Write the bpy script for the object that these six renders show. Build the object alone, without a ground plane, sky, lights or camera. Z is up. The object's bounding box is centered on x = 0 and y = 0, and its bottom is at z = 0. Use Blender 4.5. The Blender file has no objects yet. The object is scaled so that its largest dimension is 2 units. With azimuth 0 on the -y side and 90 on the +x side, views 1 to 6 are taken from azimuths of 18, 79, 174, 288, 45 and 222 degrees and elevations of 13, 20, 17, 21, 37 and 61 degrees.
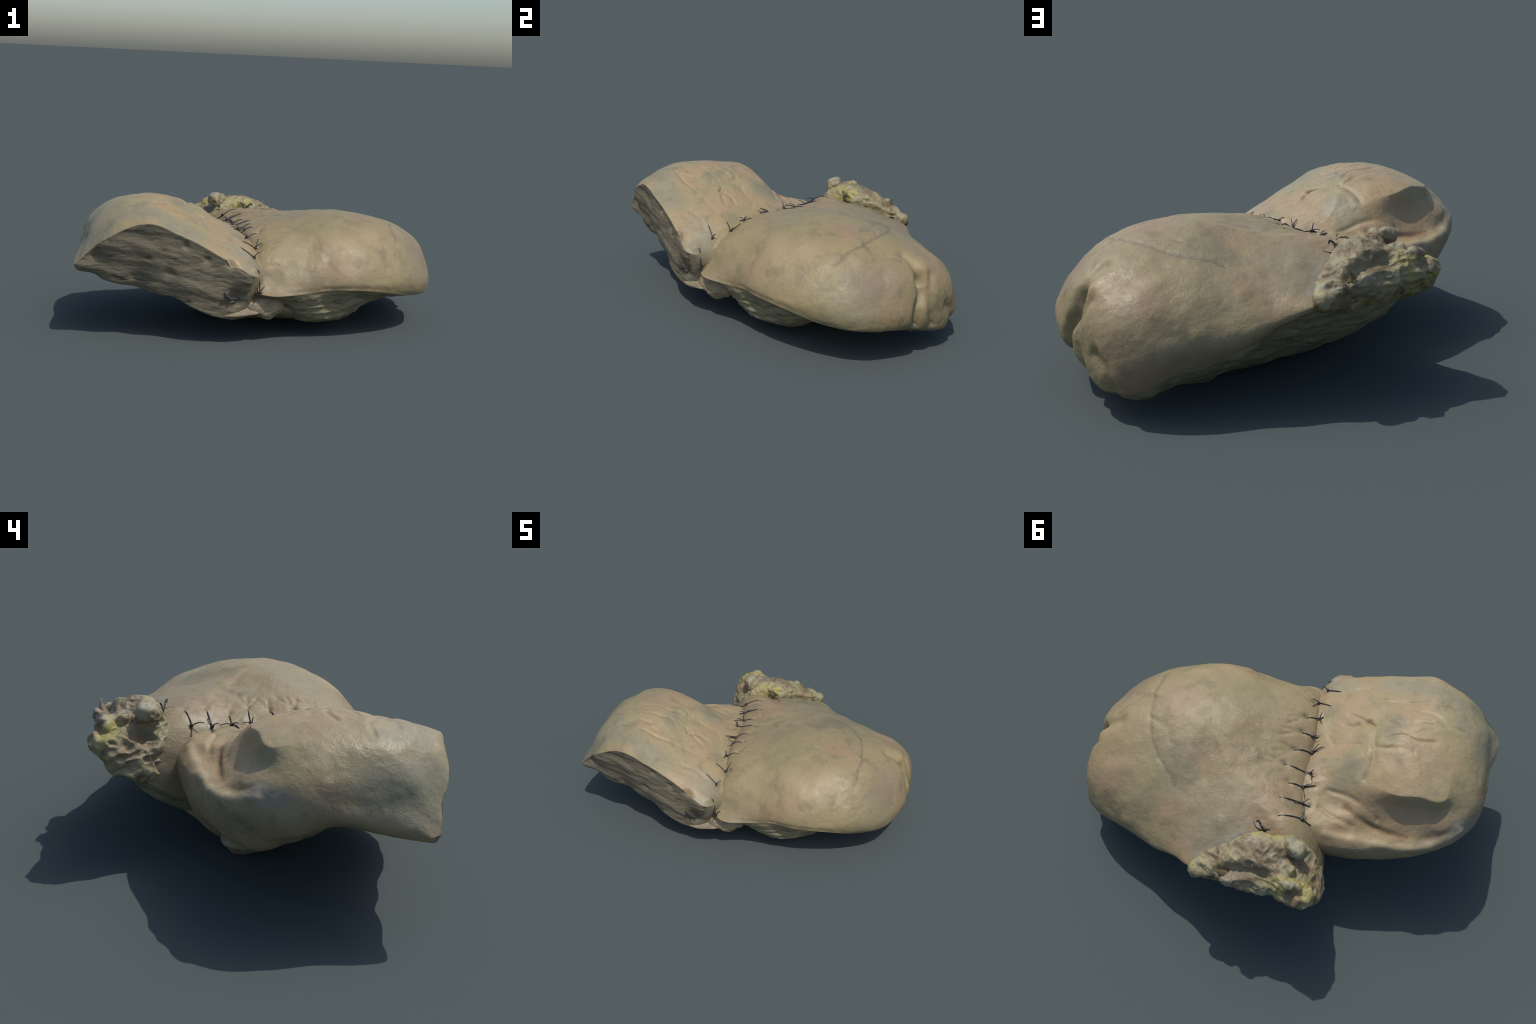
import bpy, math
import numpy as np
from mathutils import Vector

rng = np.random.default_rng(7)

# ------------------------------------------------------------------ noise
def _hash(ix, iy, iz, seed):
    h = (ix * 374761393 + iy * 668265263 + iz * 2147483647 + seed * 1274126177) & 0xFFFFFFFF
    h = ((h ^ (h >> 13)) * 1274126177) & 0xFFFFFFFF
    h = ((h ^ (h >> 16)) * 2246822519) & 0xFFFFFFFF
    return ((h ^ (h >> 15)) & 0xFFFFFF) / float(0xFFFFFF)

def vnoise(P, freq, seed=0):
    Q = P * freq + 100.0
    I = np.floor(Q).astype(np.int64)
    F = Q - I
    F = F * F * F * (F * (F * 6 - 15) + 10)
    out = 0.0
    for dx in (0, 1):
        wx = F[:, 0] if dx else 1 - F[:, 0]
        for dy in (0, 1):
            wy = F[:, 1] if dy else 1 - F[:, 1]
            for dz in (0, 1):
                wz = F[:, 2] if dz else 1 - F[:, 2]
                out = out + wx * wy * wz * _hash(I[:, 0] + dx, I[:, 1] + dy, I[:, 2] + dz, seed)
    return out * 2 - 1

def fbm(P, freq, octaves=4, seed=0, gain=0.5):
    s, a = 0.0, 1.0
    for k in range(octaves):
        s = s + a * vnoise(P, freq * 2 ** k, seed + 11 * k)
        a *= gain
    return s

def smooth01(x, a, b):
    t = np.clip((x - a) / (b - a), 0, 1)
    return t * t * (3 - 2 * t)

# ------------------------------------------------------------------ relief along drawn lines
def line_distance(P, pts):
    pts = np.asarray(pts, float)
    best = np.full(len(P), 1e9)
    for a, b in zip(pts[:-1], pts[1:]):
        d = b - a
        t = np.clip((P - a) @ d / (d @ d), 0, 1)
        q = P - a - t[:, None] * d
        best = np.minimum(best, np.einsum('ij,ij->i', q, q))
    return np.sqrt(best)

def curve_pts(pts, n=8):
    """Catmull-Rom through hand-placed points."""
    p = [np.asarray(q, float) for q in pts]
    p = [2 * p[0] - p[1]] + p + [2 * p[-1] - p[-2]]
    out = []
    for i in range(1, len(p) - 2):
        for k in range(n):
            t = k / n
            out.append(0.5 * (2 * p[i] + (p[i + 1] - p[i - 1]) * t
                       + (2 * p[i - 1] - 5 * p[i] + 4 * p[i + 1] - p[i + 2]) * t * t
                       + (3 * p[i] - 3 * p[i + 1] + p[i + 2] - p[i - 1]) * t ** 3))
    out.append(p[-2])
    return np.array(out)

def groove(P, pts, width, depth, plan=False):
    """trough along a line; plan=True measures the distance seen from above"""
    c = curve_pts(pts)
    if plan:
        P, c = P * np.array([1, 1, 0.15]), c * np.array([1, 1, 0.15])
    return -depth * np.exp(-(line_distance(P, c) / width) ** 2)

def bump(P, c, radius, height):
    d2 = ((P - np.asarray(c)) ** 2).sum(1)
    return height * np.exp(-d2 / radius ** 2)

# ------------------------------------------------------------------ ring body
class RingBody:
    """Body swept round a vertical axis: at each azimuth a profile of (radius, height)
    control points from the foot to the crown; smooth in both directions, with an
    optional crease at chosen rings."""
    def __init__(self, centre, foot, crown, table, sharp=None, nu=420, nseg=26):
        az = np.radians([row[0] for row in table])
        prof = np.array([row[1] for row in table], float)          # na, nr, 2
        self.centre = centre
        na, nr, _ = prof.shape
        u = np.linspace(0, 2 * np.pi, nu, endpoint=False)
        # periodic cubic through azimuths
        azp = np.concatenate([az[-2:] - 2 * np.pi, az, az[:3] + 2 * np.pi])
        pp = np.concatenate([prof[-2:], prof, prof[:3]])
        tang = np.zeros_like(pp)
        for i in range(1, len(azp) - 1):
            h0, h1 = azp[i] - azp[i - 1], azp[i + 1] - azp[i]
            d0, d1 = (pp[i] - pp[i - 1]) / h0, (pp[i + 1] - pp[i]) / h1
            tang[i] = (d0 * h1 + d1 * h0) / (h0 + h1)
        uu = np.where(u < azp[1], u + 2 * np.pi, u)
        idx = np.clip(np.searchsorted(azp, uu, side='right') - 1, 1, len(azp) - 3)
        h = azp[idx + 1] - azp[idx]
        t = ((uu - azp[idx]) / h)[:, None, None]
        h = h[:, None, None]
        R = ((2 * t ** 3 - 3 * t ** 2 + 1) * pp[idx] + (t ** 3 - 2 * t ** 2 + t) * h * tang[idx]
             + (-2 * t ** 3 + 3 * t ** 2) * pp[idx + 1] + (t ** 3 - t ** 2) * h * tang[idx + 1])
        # columns foot..crown
        foot_c = np.broadcast_to(np.array([0.0, foot]), (nu, 1, 2))
        crown_c = np.broadcast_to(np.array([0.0, crown]), (nu, 1, 2))
        C = np.concatenate([foot_c, R, crown_c], 1)
        opp = np.roll(C, nu // 2, axis=0) * np.array([-1, 1])
        G = np.concatenate([opp[:, 1:2], C, opp[:, -2:-1]], 1)      # ghost points
        n = C.shape[1]
        d = np.sqrt(((G[:, 1:] - G[:, :-1]) ** 2).sum(2)) ** 0.5 + 1e-6
        S = np.zeros((nu, n))
        if sharp:
            for ring, fn in sharp.items():
                S[:, ring + 1] = fn(np.degrees(u))
        rows, lev = [], []
        for k in range(n - 1):
            P0, P1, P2, P3 = G[:, k], G[:, k + 1], G[:, k + 2], G[:, k + 3]
            t01, t12, t23 = d[:, k, None], d[:, k + 1, None], d[:, k + 2, None]
            m1 = (P2 - P1) + t12 * ((P1 - P0) / t01 - (P2 - P0) / (t01 + t12))
            m2 = (P2 - P1) + t12 * ((P3 - P2) / t23 - (P3 - P1) / (t12 + t23))
            sec = P2 - P1
            m1 = m1 * (1 - S[:, k, None]) + sec * S[:, k, None]
            m2 = m2 * (1 - S[:, k + 1, None]) + sec * S[:, k + 1, None]
            steps = nseg
            for s in range(steps if k < n - 2 else steps):
                if k == 0 and s == 0:
                    continue
                t = s / steps
                rows.append((2 * t ** 3 - 3 * t ** 2 + 1) * P1 + (t ** 3 - 2 * t ** 2 + t) * m1
                            + (-2 * t ** 3 + 3 * t ** 2) * P2 + (t ** 3 - t ** 2) * m2)
                lev.append(k + t)
        rows = np.array(rows)                                       # nv, nu, 2
        self.nv, self.nu = rows.shape[0], nu
        x = centre[0] + rows[:, :, 0] * np.cos(u)
        y = centre[1] + rows[:, :, 0] * np.sin(u)
        V = np.stack([x, y, rows[:, :, 1]], 2).reshape(-1, 3)
        self.V = np.concatenate([V, [[centre[0], centre[1], foot], [centre[0], centre[1], crown]]])
        self.level = np.concatenate([np.repeat(lev, nu), [0, n - 1]])
        self.azim = np.concatenate([np.tile(np.degrees(u), self.nv), [0, 0]])
        i = np.arange(self.nv - 1)[:, None] * nu
        j = np.arange(nu)[None, :]
        j2 = (j + 1) % nu
        self.quads = np.stack([i + j, i + j2, i + nu + j2, i + nu + j], 2).reshape(-1, 4)
        jj = np.arange(nu)
        f, c = self.nv * nu, self.nv * nu + 1
        b = (self.nv - 1) * nu
        self.tris = np.concatenate([
            np.stack([np.full(nu, f), (jj + 1) % nu, jj], 1),
            np.stack([np.full(nu, c), b + jj, b + (jj + 1) % nu], 1)])

    def normals(self):
        V = self.V
        N = np.zeros_like(V)
        for F in (self.quads[:, [0, 1, 2]], self.quads[:, [0, 2, 3]], self.tris):
            n = np.cross(V[F[:, 1]] - V[F[:, 0]], V[F[:, 2]] - V[F[:, 0]])
            for k in range(3):
                for a in range(3):
                    N[:, a] += np.bincount(F[:, k], n[:, a], len(V))
        return N / (np.linalg.norm(N, axis=1, keepdims=True) + 1e-12)

    def displace(self, amount):
        self.V = self.V + self.normals() * amount[:, None]

    def faces(self):
        return [list(q) for q in self.quads.tolist()] + [list(t) for t in self.tris.tolist()]

def mesh_object(name, V, F, mat, parent, normals=None):
    me = bpy.data.meshes.new(name)
    me.from_pydata([tuple(v) for v in np.asarray(V).tolist()], [], F)
    me.update()
    me.polygons.foreach_set('use_smooth', [True] * len(me.polygons))
    if normals is not None:
        me.normals_split_custom_set_from_vertices([tuple(n) for n in np.asarray(normals).tolist()])
    me.materials.append(mat)
    ob = bpy.data.objects.new(name, me)
    bpy.context.scene.collection.objects.link(ob)
    ob.parent = parent
    return ob

def split_body(body, masks, parent):
    """masks: list of (name, material, boolean over quads+tris). Shared whole-body normals."""
    N = body.normals()
    F = body.faces()
    made = []
    for name, mat, m in masks:
        sel = np.nonzero(m)[0]
        fs = [F[k] for k in sel]
        used = np.unique(np.concatenate([np.asarray(f) for f in fs]))
        remap = -np.ones(len(body.V), int)
        remap[used] = np.arange(len(used))
        fs = [[int(remap[v]) for v in f] for f in fs]
        made.append(mesh_object(name, body.V[used], fs, mat, parent, N[used]))
    return made

# ------------------------------------------------------------------ materials
def new_mat(name):
    m = bpy.data.materials.new(name)
    m.use_nodes = True
    nt = m.node_tree
    bsdf = nt.nodes['Principled BSDF']
    return m, nt, bsdf

def N(nt, kind, **kw):
    n = nt.nodes.new(kind)
    for k, v in kw.items():
        if k in n.inputs:
            n.inputs[k].default_value = v
        else:
            setattr(n, k, v)
    return n

def noise(nt, coord, scale, detail=4, rough=0.55, dist=0.0, stretch=None):
    if stretch:
        mp = N(nt, 'ShaderNodeMapping')
        mp.inputs['Scale'].default_value = stretch
        nt.links.new(coord, mp.inputs['Vector'])
        coord = mp.outputs['Vector']
    n = N(nt, 'ShaderNodeTexNoise')
    n.inputs['Scale'].default_value = scale
    n.inputs['Detail'].default_value = detail
    n.inputs['Roughness'].default_value = rough
    n.inputs['Distortion'].default_value = dist
    nt.links.new(coord, n.inputs['Vector'])
    return n.outputs['Fac']

def ramp(nt, fac, stops):
    r = N(nt, 'ShaderNodeValToRGB')
    el = r.color_ramp.elements
    while len(el) > 1:
        el.remove(el[-1])
    el[0].position, el[0].color = stops[0][0], (*stops[0][1], 1)
    for p, c in stops[1:]:
        e = el.new(p)
        e.color = (*c, 1)
    nt.links.new(fac, r.inputs['Fac'])
    return r.outputs['Color']

def mask(nt, fac, a, b):
    r = N(nt, 'ShaderNodeMapRange')
    r.interpolation_type = 'SMOOTHSTEP'
    r.inputs['From Min'].default_value = a
    r.inputs['From Max'].default_value = b
    nt.links.new(fac, r.inputs['Value'])
    return r.outputs['Result']

def mix(nt, fac, a, b, blend='MIX', scale=None):
    m = N(nt, 'ShaderNodeMix', data_type='RGBA', blend_type=blend)
    if scale is not None:
        s = N(nt, 'ShaderNodeMath', operation='MULTIPLY')
        nt.links.new(fac, s.inputs[0])
        s.inputs[1].default_value = scale
        fac = s.outputs[0]
    if isinstance(fac, float):
        m.inputs[0].default_value = fac
    else:
        nt.links.new(fac, m.inputs[0])
    for sock, v in ((6, a), (7, b)):
        if isinstance(v, tuple):
            m.inputs[sock].default_value = (*v, 1)
        else:
            nt.links.new(v, m.inputs[sock])
    return m.outputs[2]

def spot(nt, coord, c, radii, soft=1.0):
    """soft ellipsoidal patch round c: 1 inside, 0 outside"""
    mp = N(nt, 'ShaderNodeVectorMath', operation='SUBTRACT')
    nt.links.new(coord, mp.inputs[0])
    mp.inputs[1].default_value = c
    dv = N(nt, 'ShaderNodeVectorMath', operation='DIVIDE')
    nt.links.new(mp.outputs[0], dv.inputs[0])
    dv.inputs[1].default_value = radii
    ln = N(nt, 'ShaderNodeVectorMath', operation='LENGTH')
    nt.links.new(dv.outputs[0], ln.inputs[0])
    return mask(nt, ln.outputs['Value'], 1.0 + 0.5 * soft, 1.0 - 0.7 * soft)

def streak(nt, coord, pts, width):
    """soft line through pts: 1 on the line, 0 beyond width"""
    best = None
    for a, b in zip(pts[:-1], pts[1:]):
        a, b = Vector(a), Vector(b)
        ab = b - a
        rel = N(nt, 'ShaderNodeVectorMath', operation='SUBTRACT')
        nt.links.new(coord, rel.inputs[0])
        rel.inputs[1].default_value = a
        dot = N(nt, 'ShaderNodeVectorMath', operation='DOT_PRODUCT')
        nt.links.new(rel.outputs[0], dot.inputs[0])
        dot.inputs[1].default_value = ab / ab.length_squared
        cl = N(nt, 'ShaderNodeClamp')
        nt.links.new(dot.outputs['Value'], cl.inputs['Value'])
        sc = N(nt, 'ShaderNodeVectorMath', operation='SCALE')
        sc.inputs[0].default_value = ab
        nt.links.new(cl.outputs[0], sc.inputs['Scale'])
        df = N(nt, 'ShaderNodeVectorMath', operation='DISTANCE')
        nt.links.new(rel.outputs[0], df.inputs[0])
        nt.links.new(sc.outputs[0], df.inputs[1])
        if best is None:
            best = df.outputs['Value']
        else:
            mn = N(nt, 'ShaderNodeMath', operation='MINIMUM')
            nt.links.new(best, mn.inputs[0])
            nt.links.new(df.outputs['Value'], mn.inputs[1])
            best = mn.outputs[0]
    return mask(nt, best, width, width * 0.15)

def bump_node(nt, bsdf, height, strength, dist=0.01, prev=None):
    b = N(nt, 'ShaderNodeBump')
    b.inputs['Strength'].default_value = strength
    b.inputs['Distance'].default_value = dist
    nt.links.new(height, b.inputs['Height'])
    if prev:
        nt.links.new(prev, b.inputs['Normal'])
    nt.links.new(b.outputs['Normal'], bsdf.inputs['Normal'])
    return b.outputs['Normal']

def wobble(nt, coord, scale, amount):
    n = N(nt, 'ShaderNodeTexNoise')
    n.inputs['Scale'].default_value = scale
    n.inputs['Detail'].default_value = 3
    nt.links.new(coord, n.inputs['Vector'])
    s = N(nt, 'ShaderNodeVectorMath', operation='SUBTRACT')
    nt.links.new(n.outputs['Color'], s.inputs[0])
    s.inputs[1].default_value = (0.5, 0.5, 0.5)
    k = N(nt, 'ShaderNodeVectorMath', operation='SCALE')
    nt.links.new(s.outputs[0], k.inputs[0])
    k.inputs['Scale'].default_value = amount
    a = N(nt, 'ShaderNodeVectorMath', operation='ADD')
    nt.links.new(coord, a.inputs[0])
    nt.links.new(k.outputs[0], a.inputs[1])
    return a.outputs[0]

def skin_material(name, base, warm, cool, patches, streaks):
    m, nt, bsdf = new_mat(name)
    co = N(nt, 'ShaderNodeTexCoord').outputs['Object']
    wco = wobble(nt, co, 5.0, 0.12)
    fco = wobble(nt, co, 26.0, 0.028)
    col = mix(nt, mask(nt, noise(nt, co, 3.2, 4), 0.42, 0.62), base, warm)
    col = mix(nt, mask(nt, noise(nt, wco, 2.3, 3), 0.50, 0.66), col, cool, scale=0.85)
    col = mix(nt, mask(nt, noise(nt, wco, 7.5, 3), 0.54, 0.70), col, tuple(c * 0.72 for c in cool), scale=0.55)
    for c, r, colour, amt in patches:
        col = mix(nt, spot(nt, wco, c, r), col, colour, scale=amt)
    for pts, width, colour, amt in streaks:
        col = mix(nt, streak(nt, fco, pts, width), col, colour, scale=amt)
    # fine pale flecks, grain and dark pores
    fl = mask(nt, noise(nt, co, 60, 4, 0.6, stretch=(1, 1.4, 2.2)), 0.58, 0.72)
    col = mix(nt, fl, col, (0.40, 0.36, 0.23), scale=0.28)
    dk = mask(nt, noise(nt, co, 14, 6, 0.68), 0.53, 0.70)
    col = mix(nt, dk, col, (0.13, 0.10, 0.06), scale=0.34)
    pores = mask(nt, noise(nt, co, 55, 2, 0.5), 0.70, 0.78)
    col = mix(nt, pores, col, (0.06, 0.045, 0.03), scale=0.45)
    nt.links.new(col, bsdf.inputs['Base Color'])
    ro = N(nt, 'ShaderNodeMapRange')
    nt.links.new(noise(nt, co, 9, 4), ro.inputs['Value'])
    ro.inputs['From Min'].default_value, ro.inputs['From Max'].default_value = 0.3, 0.7
    ro.inputs['To Min'].default_value, ro.inputs['To Max'].default_value = 0.36, 0.60
    nt.links.new(ro.outputs[0], bsdf.inputs['Roughness'])
    bsdf.inputs['Specular IOR Level'].default_value = 0.35
    n1 = bump_node(nt, bsdf, noise(nt, co, 24, 6, 0.6, 0.5), 0.25, 0.02)
    bump_node(nt, bsdf, noise(nt, co, 110, 4, 0.6, stretch=(1, 1, 1.8)), 0.18, 0.006, n1)
    return m

SKIN = (0.250, 0.200, 0.104)
WARM = (0.262, 0.187, 0.106)
COOL = (0.196, 0.170, 0.098)
MAUVE = (0.120, 0.085, 0.072)
RUST = (0.210, 0.110, 0.045)
VEINS = [
    [(.707, .30, .618), (.614, .412, .629), (.523, .485, .613), (.423, .534, .595), (.307, .564, .583), (.25, .59, .565)],
    [(.722, .298, .614), (.758, .208, .599), (.792, .158, .568), (.808, .116, .544)],
    [(.706, .305, .618), (.77, .325, .59), (.79, .40, .575), (.80, .487, .547)],
    [(.614, .412, .629), (.50, .40, .645), (.42, .44, .635)],
]
LIP_CREASE = [(-.467, .066, .555), (-.578, .047, .531), (-.665, .019, .511), (-.735, -.018, .503), (-.814, -.079, .506), (-.879, -.142, .524), (-.924, -.213, .562)]
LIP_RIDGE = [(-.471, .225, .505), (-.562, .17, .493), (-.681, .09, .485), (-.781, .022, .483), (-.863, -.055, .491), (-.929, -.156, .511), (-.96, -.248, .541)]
SEAM = [(-.38, .27, .56), (-.30, .19, .56), (-.23, .11, .56), (-.16, .0, .56), (-.09, -.09, .56), (-.03, -.20, .56), (.04, -.30, .54), (.10, -.42, .48), (.17, -.52, .41)]
skin_a = skin_material('large_lobe_skin', SKIN, WARM, COOL, [
    ((0.86, 0.32, 0.45), (0.13, 0.16, 0.14), (0.185, 0.135, 0.100), 0.65),
    ((0.30, -0.05, 0.66), (0.22, 0.15, 0.1), (0.205, 0.185, 0.095), 0.6),
    ((0.55, -0.13, 0.52), (0.12, 0.10, 0.10), (0.300, 0.245, 0.130), 0.8),  # baked highlights on the front, painted as paler skin (this and the next patch)
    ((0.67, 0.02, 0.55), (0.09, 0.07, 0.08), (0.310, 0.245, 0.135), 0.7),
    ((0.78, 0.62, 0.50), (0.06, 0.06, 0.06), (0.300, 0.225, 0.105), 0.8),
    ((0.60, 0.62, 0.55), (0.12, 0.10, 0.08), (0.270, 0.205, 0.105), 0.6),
    ((-0.05, 0.55, 0.56), (0.20, 0.22, 0.10), (0.190, 0.165, 0.105), 0.55),
    ((-0.16, 0.62, 0.55), (0.06, 0.16, 0.05), (0.215, 0.200, 0.145), 0.5),
    ((-0.48, 0.36, 0.45), (0.10, 0.12, 0.14), (0.170, 0.125, 0.070), 0.8),
], [(v, 0.015, MAUVE, 0.5) for v in VEINS] + [
    ([(-.083, .748, .485), (-.137, .631, .532), (-.20, .531, .56), (-.323, .467, .62)], 0.035, (0.225, 0.215, 0.165), 0.6),
    (SEAM, 0.030, (0.19, 0.135, 0.065), 0.5),
])
skin_b = skin_material('small_lobe_skin', (0.275, 0.225, 0.118), (0.295, 0.218, 0.120), (0.215, 0.195, 0.125), [
    ((-0.70, -0.04, 0.58), (0.28, 0.16, 0.10), (0.330, 0.225, 0.120), 0.7),
    ((-0.55, 0.15, 0.50), (0.20, 0.12, 0.10), (0.320, 0.220, 0.120), 0.6),
    ((-0.94, -0.28, 0.56), (0.05, 0.09, 0.05), (0.190, 0.185, 0.155), 0.75),
    ((-0.90, -0.48, 0.56), (0.10, 0.12, 0.10), (0.230, 0.150, 0.085), 0.6),
    ((-0.80, -0.72, 0.60), (0.14, 0.18, 0.14), (0.205, 0.190, 0.130), 0.7),
    ((-0.30, -0.68, 0.64), (0.25, 0.10, 0.10), (0.215, 0.198, 0.135), 0.75),
    ((0.04, -0.52, 0.50), (0.12, 0.08, 0.10), (0.235, 0.220, 0.160), 0.5),
    ((-0.55, -0.10, 0.72), (0.18, 0.12, 0.08), (0.330, 0.240, 0.125), 0.65),
], [(LIP_CREASE, 0.030, RUST, 0.6), (SEAM, 0.030, (0.20, 0.14, 0.065), 0.45),
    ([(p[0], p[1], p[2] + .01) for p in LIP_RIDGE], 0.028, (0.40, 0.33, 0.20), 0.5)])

def flesh_material(name, base, dark, pale, stretch, scale=9):
    m, nt, bsdf = new_mat(name)
    co = N(nt, 'ShaderNodeTexCoord').outputs['Object']
    wco = wobble(nt, co, 6.0, 0.06)
    f = noise(nt, wco, scale, 8, 0.62, 0.3, stretch=stretch)
    col = ramp(nt, f, [(0.30, dark), (0.46, base), (0.60, base), (0.74, pale)])
    col = mix(nt, mask(nt, noise(nt, co, 5, 5), 0.55, 0.68), col, (0.13, 0.11, 0.075), scale=0.45)
    nt.links.new(col, bsdf.inputs['Base Color'])
    bsdf.inputs['Roughness'].default_value = 0.6
    bsdf.inputs['Specular IOR Level'].default_value = 0.3
    bump_node(nt, bsdf, f, 0.5, 0.02)
    return m

flesh_cut = flesh_material('cut_flesh', (0.175, 0.150, 0.100), (0.035, 0.032, 0.025), (0.235, 0.205, 0.135), (1.0, 1.0, 3.6), 8)
flesh_under = flesh_material('underside_flesh', (0.215, 0.19, 0.115), (0.10, 0.085, 0.05), (0.29, 0.265, 0.17), (1.2, 1.2, 3.0))
flesh_flap = flesh_material('flap_flesh', (0.26, 0.21, 0.135), (0.15, 0.12, 0.08), (0.32, 0.265, 0.17), (1, 1, 2), 6)

def bone_material():
    m, nt, bsdf = new_mat('bone_crust')
    co = N(nt, 'ShaderNodeTexCoord').outputs['Object']
    wco = wobble(nt, co, 14.0, 0.06)
    col = mix(nt, mask(nt, noise(nt, co, 7, 4), 0.42, 0.58), (0.245, 0.210, 0.110), (0.180, 0.135, 0.070))
    col = mix(nt, mask(nt, noise(nt, wco, 6.0, 3), 0.52, 0.62), col, (0.290, 0.255, 0.075), scale=0.85)
    col = mix(nt, mask(nt, noise(nt, wco, 8.5, 4), 0.56, 0.66), col, (0.270, 0.255, 0.175), scale=0.6)
    col = mix(nt, mask(nt, noise(nt, wco, 13, 6, 0.65), 0.54, 0.68), col, (0.090, 0.060, 0.028), scale=0.8)
    col = mix(nt, spot(nt, wco, (-0.235, 0.80, 0.505), (0.03, 0.03, 0.03)), col, (0.085, 0.035, 0.018), scale=0.85)
    col = mix(nt, streak(nt, wco, [(-.25, .765, .555), (-.30, .715, .575), (-.36, .685, .585), (-.44, .64, .59)], 0.05), col, (0.10, 0.065, 0.03), scale=0.6)
    nt.links.new(col, bsdf.inputs['Base Color'])
    bsdf.inputs['Roughness'].default_value = 0.5
    bump_node(nt, bsdf, noise(nt, co, 45, 6, 0.65), 0.5, 0.012)
    return m
bone_mat = bone_material()

def thread_material():
    m, nt, bsdf = new_mat('suture_thread')
    co = N(nt, 'ShaderNodeTexCoord').outputs['Object']
    col = ramp(nt, noise(nt, co, 80, 3), [(0.4, (0.012, 0.013, 0.018)), (0.7, (0.03, 0.032, 0.04))])
    nt.links.new(col, bsdf.inputs['Base Color'])
    bsdf.inputs['Roughness'].default_value = 0.5
    return m
thread_mat = thread_material()

def web_material():
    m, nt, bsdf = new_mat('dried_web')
    co = N(nt, 'ShaderNodeTexCoord').outputs['Object']
    col = ramp(nt, noise(nt, co, 70, 3), [(0.4, (0.05, 0.05, 0.042)), (0.65, (0.17, 0.16, 0.12))])
    nt.links.new(col, bsdf.inputs['Base Color'])
    bsdf.inputs['Roughness'].default_value = 0.6
    return m
web_mat = web_material()

# ------------------------------------------------------------------ the thing
root = bpy.data.objects.new('tissue_specimen', None)
bpy.context.scene.collection.objects.link(root)
root['label'] = 'two tan fleshy lobes stitched together with black thread'
root['category'] = 'anatomical specimen'

# control profiles: azimuth -> (radius, height) from the underside to the crown
LARGE = [
    (0,   [(.28, .16), (.5, .21), (.6, .23), (.615, .3), (.555, .43), (.39, .59)]),
    (20,  [(.26, .15), (.5, .19), (.608, .212), (.63, .3), (.565, .45), (.405, .59)]),
    (40,  [(.3, .12), (.5, .145), (.627, .172), (.65, .29), (.605, .45), (.42, .59)]),
    (60,  [(.4, .065), (.59, .075), (.685, .115), (.715, .21), (.67, .42), (.415, .58)]),
    (70,  [(.38, .05), (.57, .07), (.67, .125), (.715, .25), (.64, .44), (.375, .585)]),
    (80,  [(.36, .05), (.53, .1), (.64, .19), (.68, .31), (.585, .455), (.35, .59)]),
    (100, [(.31, .03), (.47, .13), (.62, .26), (.645, .34), (.54, .475), (.345, .59)]),
    (110, [(.3, .05), (.48, .16), (.655, .32), (.67, .37), (.56, .48), (.33, .595)]),
    (120, [(.3, .05), (.5, .2), (.685, .38), (.69, .41), (.58, .49), (.32, .595)]),
    (128, [(.3, .05), (.56, .22), (.75, .43), (.755, .45), (.63, .5), (.33, .59)]),
    (140, [(.33, .05), (.6, .225), (.79, .44), (.78, .47), (.66, .53), (.33, .6)]),
    (150, [(.35, .05), (.69, .235), (.88, .44), (.84, .48), (.66, .56), (.31, .615)]),
    (160, [(.38, .04), (.8, .24), (.97, .44), (.92, .49), (.66, .58), (.3, .628)]),
    (167, [(.4, .05), (.86, .255), (.99, .4), (.94, .48), (.74, .59), (.31, .625)]),
    (173, [(.4, .05), (.845, .225), (.96, .34), (.92, .43), (.74, .575), (.31, .622)]),
    (180, [(.4, .04), (.71, .11), (.85, .26), (.83, .42), (.68, .55), (.31, .622)]),
    (200, [(.4, .03), (.58, .07), (.64, .2), (.65, .39), (.56, .545), (.31, .625)]),
    (220, [(.36, .06), (.55, .12), (.62, .22), (.64, .40), (.57, .555), (.30, .64)]),
    (240, [(.33, .08), (.57, .16), (.7, .3), (.7, .38), (.61, .53), (.34, .63)]),
    (250, [(.38, .085), (.64, .19), (.765, .3), (.745, .35), (.625, .5), (.36, .615)]),
    (260, [(.44, .1), (.63, .235), (.755, .292), (.695, .335), (.57, .48), (.36, .605)]),
    (270, [(.48, .11), (.57, .22), (.635, .29), (.62, .335), (.52, .47), (.35, .6)]),
    (280, [(.465, .11), (.53, .22), (.572, .305), (.575, .345), (.5, .475), (.35, .595)]),
    (300, [(.395, .11), (.48, .25), (.555, .314), (.56, .355), (.485, .475), (.34, .595)]),
    (320, [(.31, .14), (.43, .23), (.54, .29), (.55, .345), (.485, .47), (.34, .595)]),
    (340, [(.28, .16), (.46, .23), (.555, .25), (.575, .33), (.515, .46), (.36, .595)]),
]
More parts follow.
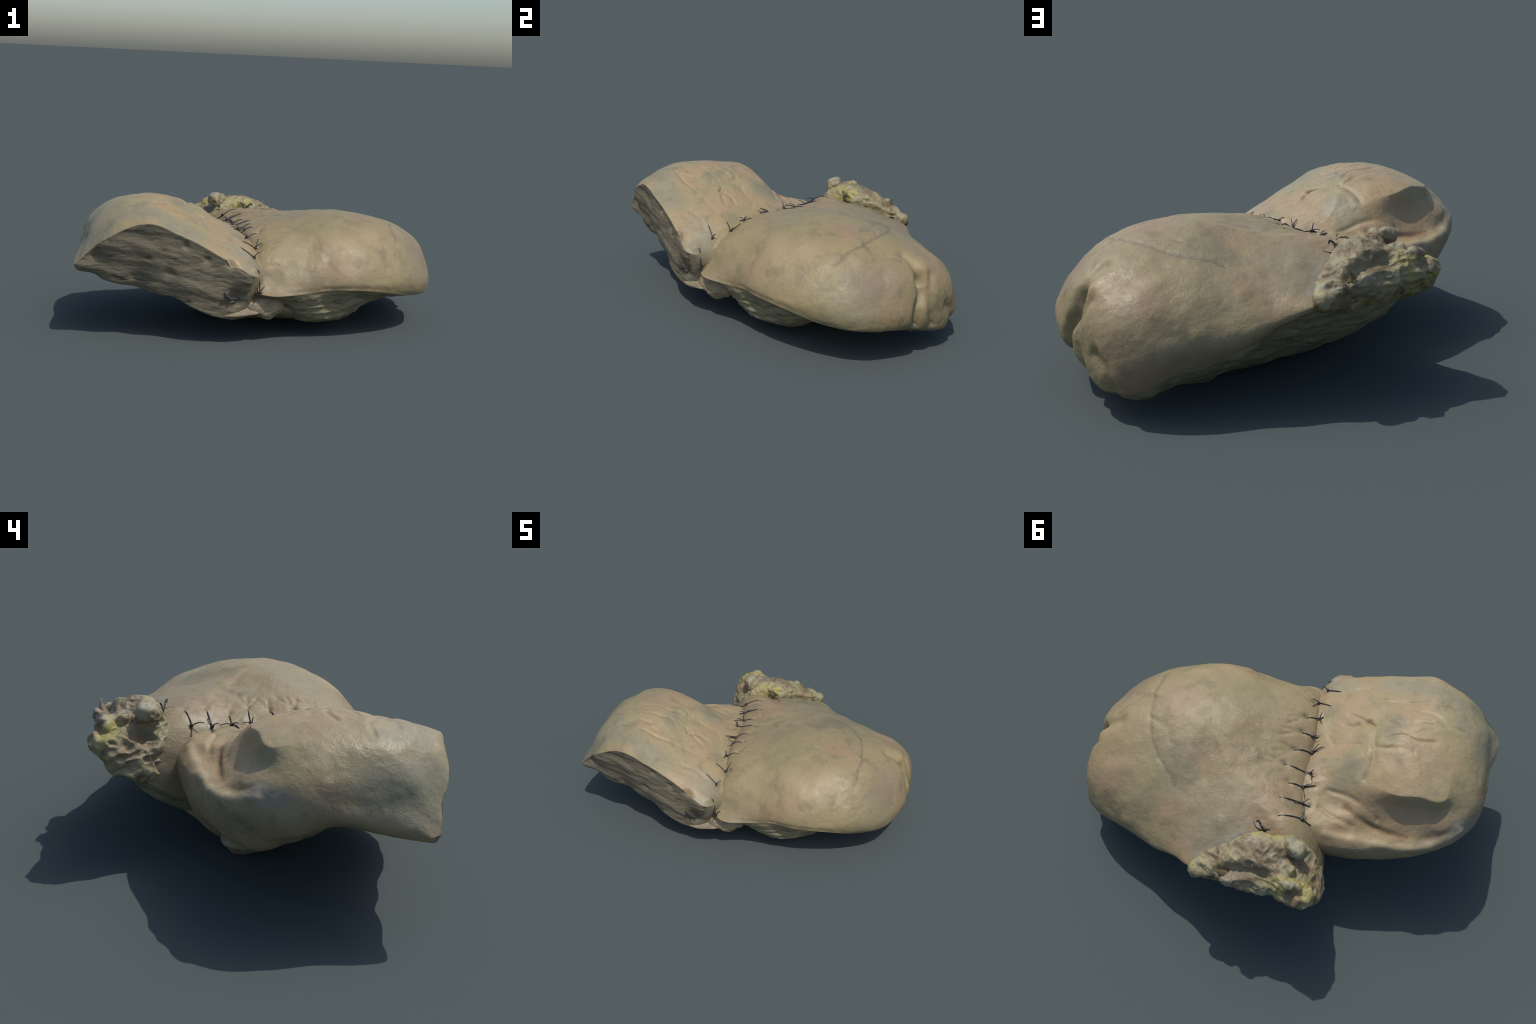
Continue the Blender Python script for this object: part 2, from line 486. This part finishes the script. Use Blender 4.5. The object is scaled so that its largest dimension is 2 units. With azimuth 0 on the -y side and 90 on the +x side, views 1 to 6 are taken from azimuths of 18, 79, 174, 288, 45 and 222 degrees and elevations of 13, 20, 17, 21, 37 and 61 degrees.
SMALL = [
    (0,   [(.35, .14), (.6, .15), (.66, .28), (.64, .4), (.575, .495), (.42, .585), (.21, .675)]),
    (20,  [(.35, .1), (.55, .12), (.6, .25), (.6, .4), (.535, .515), (.4, .58), (.2, .67)]),
    (40,  [(.35, .06), (.5, .1), (.58, .25), (.58, .4), (.52, .51), (.4, .58), (.21, .67)]),
    (60,  [(.35, .05), (.5, .1), (.6, .25), (.63, .42), (.58, .525), (.42, .58), (.26, .67)]),
    (80,  [(.35, .08), (.55, .15), (.66, .28), (.695, .44), (.65, .53), (.45, .545), (.31, .655)]),
    (100, [(.3, .13), (.5, .19), (.58, .31), (.605, .47), (.48, .522), (.39, .59), (.31, .68)]),
    (120, [(.28, .17), (.42, .25), (.51, .33), (.52, .465), (.43, .52), (.345, .615), (.318, .7)]),
    (140, [(.26, .24), (.42, .265), (.49, .36), (.515, .475), (.44, .545), (.36, .63), (.328, .718)]),
    (160, [(.25, .27), (.41, .29), (.48, .38), (.525, .485), (.49, .565), (.405, .635), (.372, .7)]),
    (180, [(.2, .31), (.36, .365), (.465, .41), (.505, .49), (.49, .56), (.435, .64), (.28, .735)]),
    (200, [(.2, .345), (.34, .41), (.43, .455), (.47, .5), (.455, .56), (.41, .64), (.27, .74)]),
    (220, [(.2, .36), (.36, .4), (.455, .425), (.48, .46), (.455, .54), (.415, .63), (.29, .74)]),
    (232, [(.2, .35), (.42, .39), (.52, .41), (.54, .45), (.48, .54), (.435, .63), (.29, .745)]),
    (240, [(.2, .34), (.45, .375), (.57, .4), (.585, .43), (.515, .53), (.45, .63), (.29, .745)]),
    (250, [(.2, .33), (.46, .35), (.505, .42), (.54, .53), (.495, .59), (.43, .66), (.28, .75)]),
    (260, [(.2, .315), (.42, .33), (.46, .43), (.51, .595), (.48, .635), (.41, .69), (.27, .75)]),
    (272, [(.2, .29), (.36, .305), (.415, .45), (.47, .655), (.445, .685), (.38, .715), (.26, .75)]),
    (290, [(.2, .27), (.365, .275), (.415, .44), (.455, .68), (.43, .69), (.37, .71), (.24, .735)]),
    (305, [(.2, .26), (.39, .26), (.43, .43), (.46, .63), (.42, .64), (.35, .67), (.22, .71)]),
    (318, [(.25, .23), (.45, .21), (.47, .38), (.495, .58), (.45, .61), (.37, .645), (.22, .7)]),
    (331, [(.28, .19), (.52, .165), (.55, .32), (.571, .5), (.52, .545), (.42, .6), (.24, .685)]),
    (340, [(.3, .14), (.57, .145), (.62, .26), (.685, .42), (.6, .49), (.46, .57), (.25, .672)]),
    (350, [(.33, .14), (.58, .15), (.64, .27), (.67, .4), (.585, .49), (.44, .577), (.22, .672)]),
]
KEEL = [
    (0,   [(.12, .03), (.50, .08), (.70, .17)]),
    (40,  [(.30, .02), (.60, .05), (.70, .17)]),
    (80,  [(.30, .02), (.48, .06), (.60, .17)]),
    (120, [(.26, .02), (.38, .08), (.48, .17)]),
    (140, [(.27, .02), (.33, .07), (.44, .17)]),
    (160, [(.34, .02), (.385, .06), (.43, .15)]),
    (180, [(.24, .03), (.36, .075), (.5, .16)]),
    (200, [(.14, .03), (.26, .08), (.43, .17)]),
    (220, [(.12, .03), (.21, .08), (.36, .17)]),
    (240, [(.12, .05), (.21, .1), (.33, .18)]),
    (260, [(.13, .05), (.23, .1), (.42, .18)]),
    (280, [(.12, .06), (.38, .12), (.53, .17)]),
    (300, [(.11, .06), (.36, .12), (.52, .18)]),
    (320, [(.11, .06), (.3, .12), (.43, .19)]),
    (340, [(.12, .05), (.38, .1), (.52, .17)]),
]
BONE = [
    (11,  [(.19, .46), (.22, .585), (.13, .635)]),
    (27,  [(.27, .45), (.3, .545), (.17, .61)]),
    (43,  [(.36, .43), (.395, .48), (.25, .57)]),
    (56,  [(.24, .47), (.28, .53), (.17, .585)]),
    (80,  [(.14, .43), (.17, .51), (.11, .59)]),
    (105, [(.11, .42), (.14, .51), (.09, .59)]),
    (124, [(.1, .44), (.14, .515), (.09, .59)]),
    (150, [(.13, .45), (.17, .5), (.11, .58)]),
    (171, [(.2, .47), (.255, .53), (.15, .59)]),
    (197, [(.27, .41), (.275, .51), (.18, .56)]),
    (225, [(.26, .37), (.255, .45), (.16, .555)]),
    (250, [(.24, .38), (.225, .52), (.12, .62)]),
    (270, [(.17, .44), (.18, .59), (.1, .64)]),
    (308, [(.1, .52), (.125, .62), (.08, .645)]),
    (340, [(.14, .48), (.165, .615), (.1, .645)]),
]

def window(lo, hi, soft=6):
    return lambda a: smooth01(a, lo - soft, lo) * (1 - smooth01(a, hi, hi + soft))

# thread path over the join: (end on the large lobe, end on the small lobe, knot, tail directions)
STITCHES = [
    ((-.263, .346, .569), (-.394, .251, .570), (-.348, .268, .565), [(.02, -.05, .012)]),
    ((-.192, .268, .563), (-.325, .179, .547), (-.288, .195, .557), [(-.015, -.035, .02), (.03, .035, .02)]),
    ((-.160, .165, .557), (-.266, .077, .557), (-.223, .125, .553), [(-.05, .04, .006), (-.03, -.04, .02)]),
    ((-.075, .105, .569), (-.220, .047, .559), (-.200, .040, .561), [(-.035, .03, .01), (-.01, -.01, .035)]),
    ((-.052, .004, .565), (-.132, -.110, .581), (-.118, -.060, .542), [(-.03, -.06, .03), (.0, -.05, .035)]),
    ((-.010, -.100, .574), (-.078, -.154, .553), (-.058, -.127, .568), [(-.03, -.02, .01)]),
    ((.042, -.194, .566), (-.009, -.269, .548), (-.003, -.245, .557), [(-.03, .02, .012), (.01, -.03, .02)]),
    ((.090, -.325, .530), (.013, -.351, .530), (.083, -.338, .527), [(-.005, .06, .03), (.035, .02, .03)]),
    ((.120, -.455, .450), (.042, -.464, .491), (.114, -.449, .451), [(.03, .015, .03)]),
    ((.195, -.520, .405), (.165, -.535, .420), (.183, -.524, .411), [(.02, .02, .035), (-.03, -.005, .02), (.01, -.03, .01)]),
]
FOLDS = [
    [(-.527, -.505, .775), (-.452, -.454, .765), (-.396, -.41, .742), (-.348, -.374, .709), (-.286, -.345, .666), (-.195, -.35, .622), (-.131, -.343, .592)],
    [(-.557, -.325, .766), (-.483, -.289, .752), (-.425, -.254, .72), (-.374, -.245, .692), (-.318, -.322, .681), (-.251, -.356, .65)],
    [(-.301, -.219, .641), (-.229, -.186, .588), (-.185, -.159, .562), (-.132, -.179, .547)],
    [(-.56, -.68, .75), (-.456, -.637, .754), (-.364, -.587, .719), (-.287, -.544, .67), (-.20, -.49, .633), (-.103, -.431, .59), (-.043, -.40, .559)],
    [(-.60, -.44, .77), (-.53, -.38, .77), (-.45, -.36, .76), (-.40, -.30, .73)],
    [(-.66, -.60, .74), (-.58, -.56, .76), (-.50, -.57, .765), (-.42, -.54, .75)],
    [(-.25, -.356, .65), (-.20, -.30, .61), (-.15, -.28, .58)],
    [(-.085, -.563, .571), (-.016, -.508, .544), (.063, -.487, .512)],
    [(-.374, -.245, .692), (-.43, -.17, .69), (-.46, -.08, .66)],
    [(-.33, .05, .555), (-.42, .02, .57), (-.52, .01, .56), (-.62, .0, .52)],
    [(-.36, .15, .545), (-.45, .14, .54), (-.55, .11, .525)],
]
PILLOWS = [((-.36, -.16, .65), .06, .010), ((-.28, -.28, .65), .05, .010), ((-.40, -.34, .73), .06, .006),
           ((-.22, -.42, .64), .06, .006), ((-.20, -.24, .60), .045, .008)]
CUT_PITS = [((.057, -.648, .472), .026, .035), ((-.179, -.737, .566), .018, .012), ((-.07, -.689, .493), .020, .014),
            ((-.27, -.745, .409), .03, .012), ((-.645, -.869, .491), .04, .016), ((.085, -.630, .275), .052, .045)]

# ---- large lobe
A = RingBody((.38, .22), 0.06, 0.672, LARGE,
             sharp={2: lambda a: 0.9 * np.maximum(window(118, 175)(a), window(235, 345)(a)) })
P = A.V
skin_w = smooth01(A.level, 3.0, 3.4)
under_w = 1 - smooth01(A.level, 2.6, 3.0)
d = skin_w * 0.007 * fbm(P, 4.0, 3, 1) + skin_w * 0.0018 * fbm(P, 16.0, 3, 5)
# folds running down the blunt far end
d += groove(P, [(.755, .52, .57), (.81, .565, .515), (.85, .595, .447)], .030, .020)
d += groove(P, [(.84, .59, .46), (.885, .60, .378), (.92, .575, .31), (.90, .56, .20)], .034, .045)
d += groove(P, [(.80, .66, .46), (.855, .651, .357), (.863, .667, .273), (.84, .68, .18)], .028, .018)
d += groove(P, [(.79, .79, .27), (.743, .828, .21), (.71, .83, .13)], .030, .020)
d += bump(P, (.79, .63, .50), .075, .016) + bump(P, (.88, .46, .46), .09, .014) + bump(P, (.86, .66, .33), .05, .006)
d += bump(P, (.72, .88, .20), .06, .010)
# veins: shallow troughs
for v in VEINS:
    d += skin_w * groove(P, v, .013, .0045, True)
# puckers where each thread enters
for a_end, b_end, knot, _ in STITCHES:
    a_end, b_end = np.array(a_end), np.array(b_end)
    out = (a_end - b_end) / np.linalg.norm(a_end - b_end)
    d += bump(P, a_end, .022, -.010)
    side = np.array([-out[1], out[0], 0])
    for k in (-1, 0, 1):
        tip = a_end + out * (.10 + .02 * k) + side * .045 * k
        d += skin_w * smooth01(A.level, 4.4, 4.8) * groove(P, [a_end, (a_end + tip) / 2, tip], .010, .005, True)
S = P * np.array([1.0, 1.0, 2.5])
ledge = 1 - 2 * np.abs(vnoise(P * np.array([.8, .8, 3.0]), 9, 23))
d += under_w * (0.009 * fbm(S, 8.0, 4, 9) + 0.009 * fbm(P, 5.0, 2, 21) + 0.006 * ledge)
A.displace(d)
facelev = np.concatenate([A.level[A.quads].mean(1), A.level[A.tris].mean(1)])
split_body(A, [('large_lobe', skin_a, facelev > 3.0), ('underside', flesh_under, facelev <= 3.0)], root)

# ---- small lobe
B = RingBody((-.48, -.38), 0.28, 0.765, SMALL,
             sharp={1: lambda a: 0.8 * window(238, 342)(a), 3: lambda a: 0.95 * window(240, 342)(a),
                    6: lambda a: 0.7 * window(122, 155, 28)(a)})
P = B.V
fa = B.azim
facing_cut = window(241, 341, 1)(fa) * (1 - smooth01(B.level, 3.9, 4.0))
d = (1 - facing_cut) * (0.005 * fbm(P, 4.5, 3, 31) + 0.0015 * fbm(P, 18, 3, 35))
top_b = smooth01(B.level, 4.6, 5.2)
f_depth = .010
for f in FOLDS:
    w = f_depth * (.7 + .5 * vnoise(P, 9, 88))
    d += top_b * w * groove(P, f, .012, 1.0, True) - top_b * w * .35 * groove(P, [(x + .022, y + .012, z) for x, y, z in f], .020, 1.0, True)
for c, r, h in PILLOWS:
    d += (1 - facing_cut) * bump(P, c, r, h)
for a_end, b_end, knot, _ in STITCHES:
    d += bump(P, b_end, .018, -.007)
cw = facing_cut * smooth01(4.0 - B.level, 0, .25)
F = P @ np.array([[.94, .34, 0], [-.34, .94, 0], [0, 0, 1]]).T + np.outer(.25 * P[:, 0], [0, 0, 1])
d += cw * (0.007 * fbm(F * np.array([.7, 1.0, 3.0]), 4.5, 3, 41, 0.45) + 0.0012 * fbm(F * np.array([.8, 1, 4.0]), 24, 3, 47))
for c, r, h in CUT_PITS:
    d += bump(P, c, r, -h)
d += bump(P, (.145, -.555, .425), .03, .022)
d += groove(P, LIP_CREASE, .016, .010)
d -= groove(P, LIP_RIDGE, .024, .008)
d -= groove(P, LIP_RIDGE, .05, .003) * vnoise(P, 14, 44) * 3
B.displace(d)
fl = np.concatenate([B.level[B.quads].mean(1), B.level[B.tris].mean(1)])
fz = np.concatenate([B.azim[B.quads[:, 0]], B.azim[B.tris[:, 1]]])
cut = ((fl < 4.0) & (fz >= 240) & (fz < 342) & (fl > 1.0)) | ((fl < 3.2) & ((fz >= 342) | (fz < 15)))
split_body(B, [('small_lobe', skin_b, ~cut), ('cut_face', flesh_cut, cut)], root)

# ---- keel of tissue under the join
K = RingBody((-.10, -.10), 0.015, 0.33, KEEL, nu=260, nseg=24)
K.displace(0.010 * fbm(K.V, 7, 4, 51))
mesh_object('tissue_flap', K.V, K.faces(), flesh_flap, root, K.normals())

# a separate lobe of tissue hanging below the front corner
def lump(centre, radii, seed, rough, yaw=0.0, tilt=0.0, nu=96, nv=64):
    th = np.linspace(0, np.pi, nv + 1)[1:-1]
    ph = np.linspace(0, 2 * np.pi, nu, endpoint=False)
    T, H = np.meshgrid(th, ph, indexing='ij')
    U = np.stack([np.sin(T) * np.cos(H), np.sin(T) * np.sin(H), np.cos(T)], 2).reshape(-1, 3)
    U = np.concatenate([U, [[0, 0, 1], [0, 0, -1]]])
    U = np.sign(U) * np.abs(U) ** 0.85
    V = U * np.asarray(radii)
    c, t = math.cos(yaw), math.sin(yaw)
    ct, stt = math.cos(tilt), math.sin(tilt)
    V = V @ np.array([[ct, 0, stt], [0, 1, 0], [-stt, 0, ct]]).T
    V = V @ np.array([[c, -t, 0], [t, c, 0], [0, 0, 1]]).T + np.asarray(centre)
    n = U / np.linalg.norm(U, axis=1, keepdims=True)
    V = V + n * (rough * fbm(V, 1.2 / max(radii), 4, seed))[:, None]
    m = len(th)
    F = []
    for i in range(m - 1):
        for j in range(nu):
            k = (j + 1) % nu
            F.append([i * nu + j, (i + 1) * nu + j, (i + 1) * nu + k, i * nu + k])
    for j in range(nu):
        k = (j + 1) % nu
        F.append([m * nu, j, k])
        F.append([m * nu + 1, (m - 1) * nu + k, (m - 1) * nu + j])
    return V, F

V, F = lump((.165, -.425, .205), (.125, .085, .065), 71, .018, yaw=.75)
mesh_object('tissue_flap', V, F, flesh_flap, root)

V, F = lump((-.60, -.175, .232), (.20, .095, .045), 73, .012, yaw=-.78)
mesh_object('tissue_flap', V, F, flesh_flap, root)

# ---- bone: ring body fused with knobs and a thorn, then eroded
O = RingBody((-.40, .56), 0.38, 0.64, BONE, nu=200, nseg=16)
parts = [(O.V, O.faces())]
for c, r, yaw in [((-.452, .428, .622), (.058, .048, .042), .4), ((-.485, .52, .60), (.045, .03, .03), .2),
                  ((-.561, .579, .578), (.05, .026, .028), .8), ((-.645, .54, .52), (.034, .040, .032), 0),
                  ((-.635, .588, .535), (.036, .024, .03), .5), ((-.14, .808, .465), (.034, .02, .022), .7),
                  ((-.29, .75, .535), (.05, .026, .03), .6), ((-.35, .55, .625), (.06, .03, .02), .9)]:
    parts.append(lump(c, r, 81, .014, yaw, nu=40, nv=24))
thorn = []
for k in range(9):
    t = k / 8
    r = .026 * (1 - t) ** 1.2 + .0008
    for j in range(16):
        p = 2 * math.pi * j / 16
        thorn.append((-.268 + .029 * t * t + r * math.cos(p), .744 + .032 * t + r * math.sin(p), .530 + .066 * t))
TF = [[i * 16 + j, i * 16 + (j + 1) % 16, (i + 1) * 16 + (j + 1) % 16, (i + 1) * 16 + j] for i in range(8) for j in range(16)]
TF += [list(range(15, -1, -1)), list(range(128, 144))]
Vs, Fs, off = [], [], 0
for v, f in parts:
    Vs.append(v)
    Fs += [[i + off for i in q] for q in f]
    off += len(v)
raw = mesh_object('bone_raw', np.concatenate(Vs), Fs, bone_mat, None)
md = raw.modifiers.new('fuse', 'REMESH')
md.mode = 'VOXEL'
md.voxel_size = 0.005
sm = raw.modifiers.new('melt', 'SMOOTH')
sm.factor = 0.5
sm.iterations = 10
dg = bpy.context.evaluated_depsgraph_get()
me = bpy.data.meshes.new_from_object(raw.evaluated_get(dg))
bpy.data.objects.remove(raw)
BV = np.empty(len(me.vertices) * 3)
me.vertices.foreach_get('co', BV)
BV = BV.reshape(-1, 3)
BN = np.empty(len(me.vertices) * 3)
me.vertices.foreach_get('normal', BN)
BN = BN.reshape(-1, 3)
ridge = 1 - 2 * np.abs(vnoise(BV, 11, 63))
ridge2 = 1 - 2 * np.abs(vnoise(BV * np.array([1, 1, 1.5]), 26, 64))
d = .008 * fbm(BV, 7, 3, 61) + .012 * ridge * smooth01(vnoise(BV, 5, 66), -.6, .4) + .006 * ridge2 + .0025 * fbm(BV, 45, 3, 67)
d += groove(BV, [(-.25, .765, .555), (-.30, .715, .585), (-.36, .685, .60), (-.44, .64, .60)], .034, .045)
for c, r, h in [((-.505, .42, .56), .05, .045), ((-.245, .785, .525), .026, .022), ((-.55, .50, .60), .03, .02),
                ((-.60, .60, .56), .028, .02), ((-.40, .71, .53), .03, .02), ((-.16, .80, .51), .03, .012),
                ((-.50, .66, .53), .03, .018)]:
    d += bump(BV, c, r, -h)
BV = BV + BN * d[:, None]
me.vertices.foreach_set('co', BV.ravel())
me.polygons.foreach_set('use_smooth', [True] * len(me.polygons))
me.update()
me.materials.clear()
me.materials.append(bone_mat)
bone = bpy.data.objects.new('bone_fragment', me)
me.name = 'bone_fragment'
bpy.context.scene.collection.objects.link(bone)
bone.parent = root

mesh_object('bone_spur', np.array(thorn), TF, bone_mat, bone)

# ------------------------------------------------------------------ sutures
from mathutils.bvhtree import BVHTree
def tree(body):
    return BVHTree.FromPolygons([Vector(v) for v in body.V.tolist()], body.faces())
TREES = [tree(A), tree(B)]

def lift(p, gap):
    """rest a point on the skin, from above"""
    z = -1
    for t in TREES:
        hit = t.ray_cast(Vector((p[0], p[1], 1.5)), Vector((0, 0, -1)))
        if hit[0] is not None:
            z = max(z, hit[0].z)
    return np.array([p[0], p[1], (z if z > 0 else p[2]) + gap])

def tube(pts, r0, r1, sides=8):
    pts = curve_pts(pts, 6)
    V, F = [], []
    n = len(pts)
    for i, p in enumerate(pts):
        t = pts[min(i + 1, n - 1)] - pts[max(i - 1, 0)]
        t /= np.linalg.norm(t) + 1e-9
        a = np.cross(t, [0.3, 0.2, 0.93])
        a /= np.linalg.norm(a) + 1e-9
        b = np.cross(t, a)
        r = r0 + (r1 - r0) * i / (n - 1)
        for k in range(sides):
            q = 2 * math.pi * k / sides
            V.append(p + r * (math.cos(q) * a + math.sin(q) * b))
    for i in range(n - 1):
        for k in range(sides):
            F.append([i * sides + k, i * sides + (k + 1) % sides, (i + 1) * sides + (k + 1) % sides, (i + 1) * sides + k])
    F.append(list(range(sides - 1, -1, -1)))
    F.append([(n - 1) * sides + k for k in range(sides)])
    return np.array(V), F

def join(parts):
    Vs, Fs, off = [], [], 0
    for v, f in parts:
        Vs.append(np.asarray(v))
        Fs += [[i + off for i in q] for q in f]
        off += len(v)
    return np.concatenate(Vs), Fs

R = 0.0030
for a_end, b_end, knot, tails in STITCHES:
    a_end, b_end, knot = map(np.array, (a_end, b_end, knot))
    k = lift(knot, .006)
    path = [lift(a_end + (a_end - b_end) * .04, -.006), lift(a_end, .001)]
    for t in (.35, .7):
        q = lift(a_end + (knot - a_end) * t, .003)
        q[2] = max(q[2], lift(a_end, 0)[2] * (1 - t) + k[2] * t - .004)
        path.append(q)
    path += [k, lift((knot + b_end) / 2, .004), lift(b_end, .001), lift(b_end + (b_end - knot) * .1, -.006)]
    parts = [tube(path, R, R)]
    parts.append(lump(k, (.010, .008, .007), 91, .003, nu=16, nv=10))
    for tdir in tails:
        tdir = np.array(tdir)
        e = k + tdir
        e[2] = max(e[2], lift(e, .004)[2])
        mid = k + tdir * .5 + np.array([0, 0, .006])
        parts.append(tube([k, mid, e], R, R * .7))
    V, F = join(parts)
    mesh_object('suture_stitch', V, F, thread_mat, root)

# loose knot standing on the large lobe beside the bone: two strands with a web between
base = lift((-.265, .452, .61), -.004)
left, right = base + np.array([-.022, -.004, .058]), base + np.array([.046, -.004, .060])
parts = [tube([base, base + (left - base) * .5 + [.006, 0, 0], left, left + [-.010, -.004, .006]], .006, .004),
         tube([base + [.006, .004, 0], base + (right - base) * .5 + [-.010, 0, 0], right, right + [.006, .004, -.014]], .006, .004),
         tube([base + [-.01, .0, .004], lift(base + [.045, .012, 0], .002), lift(base + [.075, .0, 0], .001)], .003, .002)]
V, F = join(parts)
mesh_object('suture_stitch', V, F, thread_mat, root)
web = [base + [-.006, -.003, 0], base + [.012, -.003, 0], right + [-.004, -.003, -.004], (left + right) / 2 + [0, -.003, -.014], left + [.004, -.003, -.004]]
web = np.array([w for w in web] + [w + [0, .007, 0] for w in web])
mesh_object('thread_web', web, [[0, 1, 2, 3, 4], [9, 8, 7, 6, 5]] + [[i, i + 5, (i + 1) % 5 + 5, (i + 1) % 5] for i in range(5)], web_mat, root)

# thread end left on the cut face
hit = TREES[1].ray_cast(Vector((.03, -1.5, .27)), Vector((0, 1, 0)))
y = hit[0].y if hit[0] is not None else -.6
k = np.array([.045, y - .006, .275])
parts = [lump(k, (.012, .010, .010), 92, .003, nu=16, nv=10),
         tube([k + [.035, .03, .0], k, k + [-.045, -.022, -.010]], .0045, .0035),
         tube([k, k + [-.02, -.014, .022], k + [-.03, -.016, .040]], .0045, .003),
         tube([k, k + [-.03, -.012, .008], k + [-.05, -.012, .004]], .0035, .002)]
V, F = join(parts)
mesh_object('suture_stitch', V, F, thread_mat, root)
